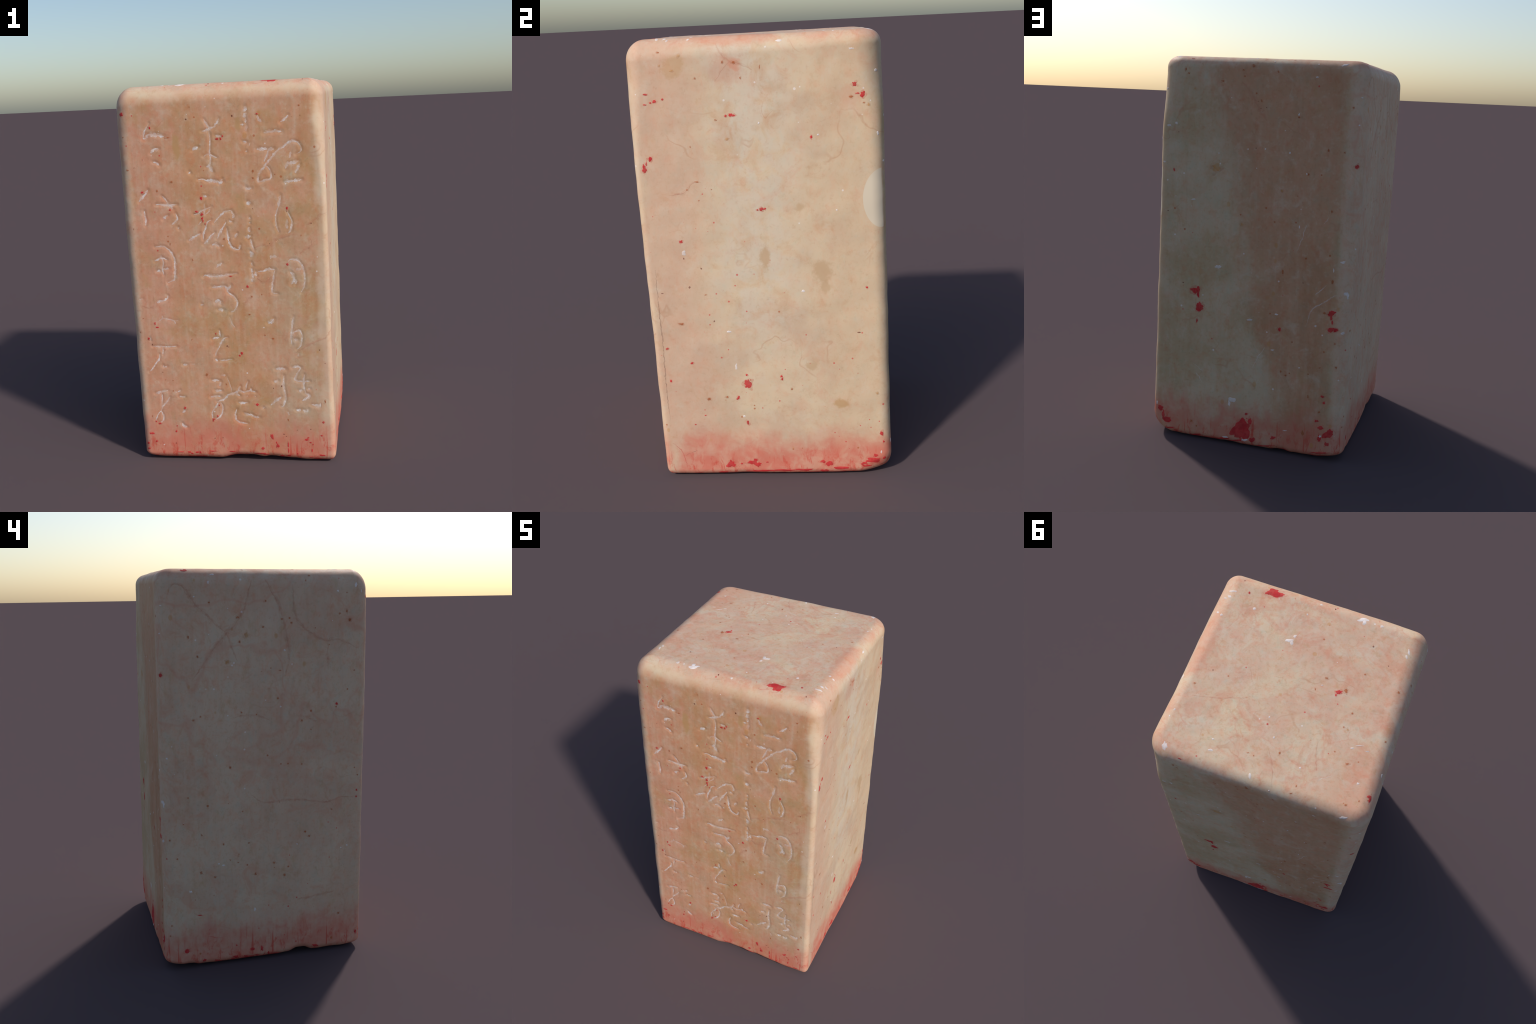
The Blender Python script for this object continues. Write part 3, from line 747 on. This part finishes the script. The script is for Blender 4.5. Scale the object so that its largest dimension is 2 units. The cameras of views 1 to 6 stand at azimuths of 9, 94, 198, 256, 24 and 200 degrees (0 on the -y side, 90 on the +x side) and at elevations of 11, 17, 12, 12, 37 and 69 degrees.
    ("back", "chalk", [(420, 1666, 8, 7, -9), (461, 1653, 13, 6, -4), (187, 1530, 4, 4, -12), (-180, 1554, 6, 5, -88), (-55, 1565, 4, 4, -8), (-217, 1738, 6, 5, 84), (317, 1289, 12, 4, -5), (-271, 1458, 5, 4, 88), (-297, 1915, 8, 4, -1), (-424, 1975, 15, 4, -1), (485, 1468, 9, 5, -8), (-247, 1197, 8, 3, 87), (-510, 1702, 4, 4, 79), (-513, 1829, 4, 4, 84)]),
    ("top", "chalk", [(-79, 489, 4, 3, -27)]),
    ("back", "cinnabar", [(306, 820, 16, 8, -9), (278, 826, 12, 10, -16), (278, 800, 16, 8, -90), (268, 721, 21, 13, -10), (266, 747, 10, 8, -81), (280, 655, 10, 5, -90), (-430, 783, 9, 9, -49), (-434, 760, 15, 5, 87), (-441, 737, 10, 5, 88), (-445, 705, 22, 6, -8), (-459, 698, 13, 7, -10), (-413, 177, 16, 9, -12), (-409, 118, 17, 10, -89), (-461, 154, 22, 19, -77), (-450, 94, 12, 9, -83), (-164, 80, 14, 8, -14), (6, 91, 54, 46, -66), (-34, 148, 17, 11, -88), (-50, 48, 16, 13, -31), (-13, 186, 8, 6, -20), (39, 28, 42, 6, -15), (436, 80, 25, 14, -14), (460, 104, 28, 8, 90), (477, 141, 16, 14, -62), (-391, 211, 9, 6, -13), (-171, 666, 10, 7, -89), (-413, 345, 9, 6, -13), (-423, 313, 7, 6, -28), (427, 34, 36, 4, -14), (278, 16, 42, 5, -17), (118, 25, 41, 7, -13), (-114, 24, 49, 4, -14), (-417, 41, 44, 4, -10)]),
    ("back", "rust", [(-430, 941, 10, 9, -46), (-188, 445, 7, 6, -51), (-214, 428, 7, 5, -16), (-240, 609, 5, 4, -47), (-333, 453, 4, 4, -82), (-339, 334, 8, 5, 90), (-401, 260, 7, 6, -32), (-321, 133, 17, 8, 89), (296, 96, 9, 6, -83), (266, 72, 6, 5, -45), (-390, 494, 6, 4, -12), (-474, 508, 6, 6, -79), (-398, 780, 10, 6, -9), (-460, 629, 6, 6, -25), (-289, 1044, 8, 5, -8), (-173, 964, 14, 6, 87)]),
    ("back", "dark", [(-281, 920, 3, 3, -42), (363, 850, 5, 4, -14), (40, 67, 11, 8, -85)]),
    ("back", "chalk", [(171, 954, 18, 9, -7), (-476, 1044, 12, 7, -7), (-496, 888, 9, 8, 82), (-494, 686, 10, 6, -1), (-508, 872, 12, 4, 86), (70, 251, 23, 14, -13), (85, 228, 15, 7, 90), (-8, 40, 22, 6, -11), (101, 36, 20, 6, -13), (-412, 129, 9, 8, -59), (-139, 553, 10, 4, -9), (-151, 742, 9, 5, -9), (-10, 696, 16, 6, -8), (-226, 130, 10, 3, -10), (-432, 999, 11, 3, 87), (-357, 708, 6, 6, -22), (251, 796, 5, 4, -11), (-284, 479, 5, 4, -52), (500, 167, 11, 6, -86)]),
    ("left", "rust", [(261, 1840, 6, 5, -1), (126, 1769, 8, 8, -89), (1, 1722, 7, 6, 3), (364, 1683, 9, 5, -88), (118, 1655, 7, 5, -89), (-141, 1738, 6, 5, 7), (-387, 1778, 6, 5, 12), (-423, 1788, 9, 5, 88), (-439, 1746, 11, 7, 2), (-235, 1959, 7, 5, -24), (-215, 1936, 5, 3, -73), (317, 1305, 5, 5, 41), (352, 1289, 7, 6, 89), (114, 1315, 5, 5, 33), (-193, 1260, 7, 6, 83), (-193, 1038, 6, 4, 87), (176, 1045, 6, 6, 81), (323, 1591, 6, 5, -88), (-241, 1212, 4, 4, 34), (-82, 1512, 7, 3, 3), (-13, 1843, 5, 4, 2), (-93, 1757, 6, 6, 6), (-467, 1499, 4, 4, 21), (-261, 1711, 3, 3, 12)]),
    ("back", "cinnabar", [(-513, 1508, 9, 7, -76)]),
    ("left", "cinnabar", [(-375, 1335, 6, 6, 70)]),
    ("top", "cinnabar", [(-506, 371, 17, 5, -88)]),
    ("left", "ochre", [(84, 1685, 15, 11, -90), (180, 1561, 11, 10, 12)]),
    ("left", "chalk", [(263, 1931, 7, 5, -83), (-376, 1885, 6, 5, 3), (241, 1967, 10, 4, -2), (-83, 1334, 5, 5, 27), (-106, 1608, 6, 5, 16), (486, 1109, 6, 4, -83), (332, 1867, 5, 4, -2), (-470, 1913, 12, 7, -84), (-501, 1883, 8, 5, 88)]),
    ("left", "rust", [(487, 697, 6, 5, -81), (336, 514, 9, 8, 77), (218, 653, 6, 5, 86), (328, 711, 6, 5, 58), (418, 775, 4, 4, 63), (-44, 529, 8, 7, 27), (-233, 654, 6, 5, 21), (55, 478, 7, 6, 75), (266, 483, 8, 6, 11), (-99, 456, 8, 8, 51), (-399, 206, 8, 6, 20), (145, 549, 4, 3, 15), (186, 566, 4, 3, 59), (87, 647, 6, 4, 12), (503, 189, 5, 4, -66), (494, 245, 5, 4, -80), (-211, 680, 7, 6, 22), (-353, 788, 5, 4, 42), (-360, 70, 9, 6, 84), (-494, 960, 5, 4, 26)]),
    ("left", "cinnabar", [(-490, 880, 5, 4, 79), (-489, 845, 5, 4, 34), (421, 99, 13, 11, 35), (332, 35, 11, 7, 16), (161, 97, 4, 4, 23), (77, 64, 13, 8, 12), (26, 62, 14, 7, 88), (-11, 28, 9, 6, 68), (165, 32, 13, 8, 17), (111, 27, 11, 6, 17), (-270, 37, 16, 7, 13), (-498, 86, 11, 6, 83), (349, 286, 10, 3, 8), (257, 22, 22, 5, 12), (52, 25, 11, 4, 15)]),
    ("back", "cinnabar", [(-436, 698, 15, 12, -24), (-449, 147, 25, 17, -39), (22, 95, 49, 33, -43), (291, 814, 20, 15, -22), (268, 734, 20, 15, -29), (-435, 782, 19, 13, -37)]),
    ("back", "chalk", [(-506, 884, 12, 8, -79), (-496, 688, 10, 7, -41)]),
    ("left", "chalk", [(393, 419, 9, 6, 12), (221, 541, 8, 5, 9), (245, 552, 6, 4, 8), (-407, 574, 5, 4, 19), (61, 284, 12, 6, 88), (-168, 617, 4, 4, 17), (-441, 584, 6, 5, 20)]),
    ("top", "cinnabar", [(264, -464, 34, 21, 24), (240, -458, 32, 14, 22), (285, -451, 16, 8, 21), (372, -420, 6, 5, -69), (-209, -68, 15, 10, 22), (-201, -49, 7, 4, -71), (-498, 363, 9, 6, 37), (40, 199, 4, 4, -67)]),
    ("top", "rust", [(-237, -86, 14, 9, -73), (-132, -116, 9, 7, 23), (-292, -199, 5, 5, -81), (-466, -166, 8, 6, -84), (-301, 12, 7, 5, -72), (-287, 90, 5, 4, -74), (-486, 89, 6, 5, 64), (-62, 312, 8, 5, -69), (-360, 253, 9, 6, 22), (-416, 437, 8, 5, 22), (-464, 400, 4, 4, 27), (-103, -43, 7, 3, -71), (428, 124, 8, 4, 21), (71, 360, 7, 3, 21), (-500, 380, 6, 4, 43), (42, 364, 4, 4, 17), (-185, 431, 6, 4, -70), (-175, 470, 7, 3, 18)]),
    ("top", "dark", [(-48, -484, 6, 4, -80), (-282, -352, 6, 5, -75), (-380, -279, 3, 3, -83), (375, 32, 4, 3, 15), (419, -479, 5, 3, -72)]),
    ("top", "ochre", [(-308, 97, 6, 6, 39)]),
    ("top", "chalk", [(-192, -476, 26, 13, 27), (-201, -463, 14, 11, -80), (99, -241, 20, 9, 21), (84, -234, 13, 8, -70), (82, -272, 9, 7, 22), (431, 461, 20, 12, -64), (22, 459, 13, 7, -68), (231, 407, 12, 6, 20), (450, -400, 21, 7, 11), (454, -367, 9, 7, -9), (317, -345, 9, 7, 22), (452, -257, 8, 7, -39), (475, -268, 8, 5, -26), (472, -355, 8, 5, -27), (-383, 151, 21, 2, 21), (-424, 165, 11, 2, 21), (-356, 174, 10, 4, 21), (-447, -385, 17, 5, -73), (-445, -356, 12, 5, -73), (-286, -472, 10, 8, 42), (-434, 324, 6, 5, 32), (460, 280, 6, 5, -13), (469, 318, 5, 4, -54), (-11, 250, 6, 5, -69), (-171, 345, 5, 5, -73), (241, 354, 6, 4, 19), (-125, -74, 5, 3, 22), (24, -484, 7, 6, 55), (68, -406, 5, 4, -73), (44, 163, 5, 4, -68)]),
    ("back", "chalk", [(-424, 1975, 20, 4, -16)]),
]

LINES = [  # face, what, width in mm, course in mm
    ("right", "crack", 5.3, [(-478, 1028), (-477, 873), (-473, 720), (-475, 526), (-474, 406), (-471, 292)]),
    ("right", "crack", 3.1, [(-411, 113), (-384, 129), (-353, 141)]),
    ("right", "red_vein", 4.7, [(-466, 181), (-435, 147), (-419, 109), (-408, 53)]),
    ("right", "vein", 4.7, [(-394, 1359), (-346, 1359), (-311, 1378), (-288, 1405), (-255, 1412)]),
    ("right", "vein", 6.6, [(-152, 1966), (-142, 1938), (-124, 1916), (-93, 1896), (-40, 1875), (-9, 1855)]),
    ("right", "vein", 3.3, [(-93, 1896), (-124, 1872), (-166, 1818)]),
    ("back", "scratch", 6.2, [(-465, 879), (-425, 860), (-372, 816), (-331, 786), (-311, 709)]),
    ("back", "scratch", 3.7, [(297, 419), (262, 398), (238, 382)]),
    ("back", "scratch", 5.9, [(277, 372), (244, 324)]),
    ("back", "scratch", 6.4, [(-98, 562), (-71, 514), (-32, 442)]),
    ("back", "scratch", 4.8, [(-404, 924), (-367, 888), (-341, 864)]),
    ("back", "scratch", 5.3, [(-286, 1214), (-269, 1166), (-252, 1104), (-237, 1062)]),
    ("back", "scratch", 4.6, [(-392, 1256), (-371, 1221)]),
    ("back", "vein", 13.2, [(74, 1877), (30, 1834), (4, 1785), (-25, 1741), (-58, 1705)]),
    ("left", "vein", 8.6, [(452, 1880), (432, 1922), (394, 1922), (364, 1891), (333, 1841), (283, 1790), (213, 1725), (180, 1699)]),
    ("left", "vein", 8.5, [(55, 1937), (71, 1887), (92, 1812), (140, 1737), (180, 1699), (249, 1618), (304, 1542), (351, 1479)]),
    ("left", "vein", 8.8, [(-12, 1943), (-43, 1886), (-70, 1841), (-97, 1757), (-117, 1679), (-127, 1580), (-109, 1481)]),
    ("left", "vein", 6.9, [(-146, 1916), (-166, 1762), (-249, 1682), (-327, 1647), (-384, 1652), (-486, 1608)]),
    ("left", "vein", 5.5, [(-327, 1640), (-327, 1573), (-331, 1506)]),
    ("left", "vein", 4.6, [(180, 1699), (156, 1628), (130, 1562)]),
    ("left", "vein", 6.1, [(156, 1289), (114, 1300), (39, 1296), (-31, 1272)]),
    ("left", "vein", 6.2, [(-229, 1272), (-272, 1252)]),
    ("left", "vein", 6.3, [(74, 902), (5, 855), (-122, 858), (-222, 847), (-323, 828), (-396, 847), (-501, 844)]),
    ("left", "vein", 7.9, [(-165, 312), (-253, 321), (-373, 333)]),
    ("left", "red_vein", 3.5, [(311, 167), (255, 152), (213, 154)]),
    ("front", "vein", 10.4, [(157, 1171), (180, 1180), (206, 1185), (238, 1179), (259, 1205), (288, 1219), (311, 1227), (359, 1239)]),
    ("front", "vein", 7.2, [(418, 1283), (444, 1292), (470, 1313), (492, 1330), (523, 1339)]),
    ("front", "vein", 7.2, [(384, 1134), (408, 1158), (440, 1175), (441, 1208)]),
    ("front", "vein", 8.2, [(346, 616), (370, 631), (410, 654), (447, 672), (499, 694), (525, 733)]),
    ("front", "vein", 9.0, [(85, 854), (93, 881), (111, 901), (131, 914)]),
    ("front", "vein", 6.7, [(-455, 868), (-431, 862), (-393, 867), (-386, 922)]),
    ("front", "vein", 5.1, [(-491, 843), (-454, 843)]),
    ("front", "vein", 8.9, [(162, 1012), (185, 995), (211, 998), (238, 1018)]),
    ("front", "red_vein", 2.1, [(176, 173), (177, 115), (176, 59)]),
    ("front", "red_vein", 2.8, [(350, 70), (362, 118), (379, 129)]),
    ("front", "red_vein", 2.1, [(-316, 268), (-317, 216), (-314, 157)]),
    ("front", "red_vein", 1.8, [(-430, 214), (-430, 162)]),
    ("front", "red_vein", 1.8, [(-314, 146), (-316, 68)]),
    ("front", "red_vein", 1.4, [(-388, 163), (-392, 74)]),
    ("front", "red_vein", 2.5, [(-82, 154), (-74, 110), (-60, 62)]),
    ("front", "red_vein", 2.1, [(-245, 65), (-216, 81), (-194, 96)]),
    ("top", "vein", 3.8, [(413, 187), (314, 159), (221, 127), (151, 97)]),
    ("top", "vein", 4.4, [(-199, 195), (-216, 266), (-244, 331)]),
    ("top", "vein", 2.9, [(0, 297), (-48, 372), (-86, 472)]),
    ("top", "scratch", 2.9, [(-317, 329), (-263, 374)]),
    ("top", "red_vein", 3.7, [(171, -500), (204, -498), (236, -489)]),
]

# ---------------------------------------------------------------- BUILD
rng = np.random.default_rng(20)
group = stone_colour_group()
M = {
    "stone": material("pale_soapstone", group),
    "bright": material("chalk_filled_cut", group, C["chalk"], 0.95, 0.62, 0.8),
    "worn": material("worn_chalk_cut", group, C["chalk"], 0.80, 0.68, 0.8),
    "faint": material("faint_chalk_cut", group, C["chalk"], 0.42, 0.5, 0.8),
    "cinnabar": material("cinnabar_paste", group, C["cinnabar"], 1.0, 0.12, 0.8),
    "rust": material("rust_spot", group, C["rust"], 0.92, 0.25),
    "ochre": material("ochre_spot", group, C["ochre"], 0.75, 0.5),
    "dark": material("dark_pit", group, C["dark"], 0.9, 0.3),
    "chalk": material("chalk_chip", group, C["chalk"], 0.92, 0.3, 0.8),
    "vein_bleed": material("vein_bleed", group, (0.52, 0.21, 0.13), 0.26, 0.6),
    "red_halo": material("paste_bleed", group, C["soak"], 0.55, 0.7),
    "haze": material("chalk_powder", group, C["chalk"], 0.36, 0.7, 0.8),
    "halo": material("stain_halo", group, C["rust_wash"], 0.40, 0.7),
    "crack": material("hairline_crack", group, (0.20, 0.10, 0.07), 0.60, 0.6),
    "vein": material("iron_vein", group, (0.52, 0.20, 0.12), 0.50, 0.6),
    "red_vein": material("red_drip", group, C["cinnabar"], 0.55, 0.6),
    "scratch": material("white_scratch", group, C["chalk"], 0.45, 0.6, 0.8),
}

seal = bpy.data.objects.new("stone_seal", None)
bpy.context.scene.collection.objects.link(seal)
seal["label"] = "rounded upright cream and pink soapstone seal with chalky inscription"
seal["category"] = "stone seal"

# strokes of the inscription, as courses on the front face
strokes = []
for column, cuts in INSCRIPTION.items():
    for wear, width, pts in cuts:
        course = smooth_course(np.array(pts) / 1000.0, 0.003)
        strokes.append((column, wear, width / 1000.0 * 1.0, course))


def cut_depth(x, z):
    """How deep the chisel went at each point of the front face."""
    depth = np.zeros(len(x))
    for _, wear, w, c in strokes:
        r = w * 0.6 + 0.009
        near = np.flatnonzero((x > c[:, 0].min() - r) & (x < c[:, 0].max() + r)
                              & (z > c[:, 1].min() - r) & (z < c[:, 1].max() + r))
        if len(near):
            d = np.min(np.hypot(x[near, None] - c[None, :, 0], z[near, None] - c[None, :, 1]), axis=1)
            deep = {"bright": 0.0020, "worn": 0.0018, "faint": 0.0008}[wear]
            depth[near] = np.maximum(depth[near], deep * smooth01(1.08 - d / r))
    return depth


# the block: a fine shell, every grid point pushed out from a core to the surface
NX, NY, NZ, R = 300, 190, 520, 0.10
LO, HI = np.array([-0.52, -0.52, 0.0]), np.array([0.52, 0.52, 2.0])
gx, gy, gz = (np.linspace(0, 1, n + 1) for n in (NX, NY, NZ))
index, verts, quads, tags = {}, [], [], []
ids = np.full((NX + 1, NY + 1, NZ + 1), -1, np.int32)
shell = np.zeros((NX + 1, NY + 1, NZ + 1), bool)
shell[[0, -1]] = True; shell[:, [0, -1]] = True; shell[:, :, [0, -1]] = True
where = np.argwhere(shell)
ids[shell] = np.arange(len(where))
cube = LO + (HI - LO) * np.stack([gx[where[:, 0]], gy[where[:, 1]], gz[where[:, 2]]], 1)


def patch(a):
    return np.stack([a[:-1, :-1], a[1:, :-1], a[1:, 1:], a[:-1, 1:]], -1).reshape(-1, 4)


quads = np.vstack([patch(ids[:, 0, :]), patch(ids[:, -1, :])[:, ::-1], patch(ids[0])[:, ::-1], patch(ids[-1]),
                   patch(ids[:, :, -1]), patch(ids[:, :, 0])[:, ::-1]])
is_base = np.zeros(len(quads), bool)
is_base[-NX * NY:] = True
core = np.clip(cube, LO + R, HI - R)
ray = cube - core
ray /= np.linalg.norm(ray, axis=1)[:, None]
lo, hi = np.zeros(len(cube)), np.full(len(cube), 0.30)
for _ in range(17):
    mid = (lo + hi) / 2
    inside = solid(core + ray * mid[:, None]) < 0
    lo, hi = np.where(inside, mid, lo), np.where(inside, hi, mid)
body = core + ray * lo[:, None]
fr = np.flatnonzero((body[:, 1] < -0.40) & (ray[:, 1] < -0.9))
body[fr, 1] += cut_depth(body[fr, 0], body[fr, 2])
# the seal face: shallow lines carved between the marks that reach its rim
bs = np.flatnonzero(ray[:, 2] < -0.9)
lines = np.sin(body[bs, 0] * 22 + 1.2 * np.sin(body[bs, 1] * 9)) * np.sin(body[bs, 1] * 19 + 0.8 * np.sin(body[bs, 0] * 13))
inner = smooth01((0.42 - np.maximum(np.abs(body[bs, 0]), np.abs(body[bs, 1]))) / 0.05)
body[bs, 2] += 0.012 * inner * smooth01(lines * 3 + 0.3)
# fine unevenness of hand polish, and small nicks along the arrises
body += gradient(body) * polish(body)[:, None]

tri = body[quads]
fn = np.cross(tri[:, 2] - tri[:, 0], tri[:, 3] - tri[:, 1])
vn = np.zeros_like(body)
for c in range(4):
    for a in range(3):
        vn[:, a] += np.bincount(quads[:, c], weights=fn[:, a], minlength=len(body))
vn /= np.maximum(np.linalg.norm(vn, axis=1), 1e-12)[:, None]


def region(name, chosen):
    q = quads[chosen]
    used, local = np.unique(q, return_inverse=True)
    local = local.reshape(-1)
    me = bpy.data.meshes.new(name)
    me.vertices.add(len(used)); me.vertices.foreach_set("co", body[used].astype(np.float32).ravel())
    me.loops.add(len(local)); me.loops.foreach_set("vertex_index", local.astype(np.int32))
    me.polygons.add(len(q))
    me.polygons.foreach_set("loop_start", np.arange(0, 4 * len(q), 4, dtype=np.int32))
    me.polygons.foreach_set("use_smooth", np.ones(len(q), bool))
    me.update(calc_edges=True)
    me.normals_split_custom_set_from_vertices(vn[used])
    me.materials.append(M["stone"])
    return new_object(name, me, seal)


region("stone_block", ~is_base)
region("seal_face", is_base)

# chalk lying in the cuts, with powder rubbed out around them
small = {}


def gather(key, p, f):
    vs, fs = small.setdefault(key, ([], []))
    o = sum(len(a) for a in vs)
    vs.append(p)
    fs.extend(tuple(i + o for i in q) for q in f)


inscription = {}
for column, wear, width, course in strokes:
    if column not in inscription:
        inscription[column] = new_object("inscription_column", None, seal)
    p, f = ribbon("front", course, width * 1.35, rng, 0.0003, 0.0001, 0.42, 1.5)
    p[:, 1] += cut_depth(p[:, 0], p[:, 2])
    new_object("chalk_stroke", new_mesh("chalk_stroke", p, f, M[wear]), inscription[column])
    p, f = ribbon("front", course, width * 1.9 + 0.002, rng, 0.00015, 0.0001, 0.4, 1.0)
    p[:, 1] += cut_depth(p[:, 0], p[:, 2])
    gather("haze", p, f)

# crusts and spots
KIND = {"cinnabar": "cinnabar_fleck", "rust": "rust_spot", "ochre": "ochre_spot", "chalk": "chalk_chip", "dark": "dark_pit"}
PROUD = {"cinnabar": 0.0008, "rust": 0.0004, "ochre": 0.0004, "chalk": 0.0008, "dark": 0.0004}
GROW = {"cinnabar": 1.15, "rust": 1.0, "ochre": 1.0, "chalk": 1.0, "dark": 1.0}

for face, matter, spots in FLECKS:
    for u, v, a, b, turn in spots:
        a, b = a / 1000.0 * GROW[matter], b / 1000.0 * GROW[matter]
        p, f = blot(face, (u / 1000.0, v / 1000.0), a, b, np.radians(turn), rng, PROUD[matter])
        if a >= 0.009:
            new_object(KIND[matter], new_mesh(KIND[matter], p, f, M[matter]), seal)
        else:
            gather(matter, p, f)
        if matter in ("rust", "ochre", "cinnabar") and a < 0.06:
            gather("red_halo" if matter == "cinnabar" else "halo", *blot(face, (u / 1000.0 + rng.normal() * 0.001, v / 1000.0), a * 1.5 + 0.001, b * 1.5 + 0.001,
                                 np.radians(turn), rng, 0.0002, 0.35))
LINE = {"crack": "hairline_crack", "vein": "iron_vein", "red_vein": "red_drip", "scratch": "white_scratch"}
for face, what, width, pts in LINES:
    course = smooth_course(np.array(pts) / 1000.0, 0.004)
    course = course + np.stack([jitter(len(course), rng, 0.0015) - 1, jitter(len(course), rng, 0.0015) - 1], 1)
    p, f = ribbon(face, course, width / 1000.0, rng, 0.0004, 0.0001, 0.35, 1.6)
    if what == "vein":
        gather("vein_bleed", *ribbon(face, course, width / 1000.0 * 3.2, rng, 0.0002, 0.0001, 0.35, 1.6))
    new_object(LINE[what], new_mesh(LINE[what], p, f, M[what]), seal)

for matter, (vs, fs) in small.items():
    name = {"halo": "stain_halo", "red_halo": "paste_bleed", "haze": "chalk_powder", "vein_bleed": "vein_bleed"}.get(matter) or KIND[matter]
    ob = new_object(name, new_mesh(name, np.vstack(vs), fs, M[matter]), seal)
    ob["kind"] = "stuff"
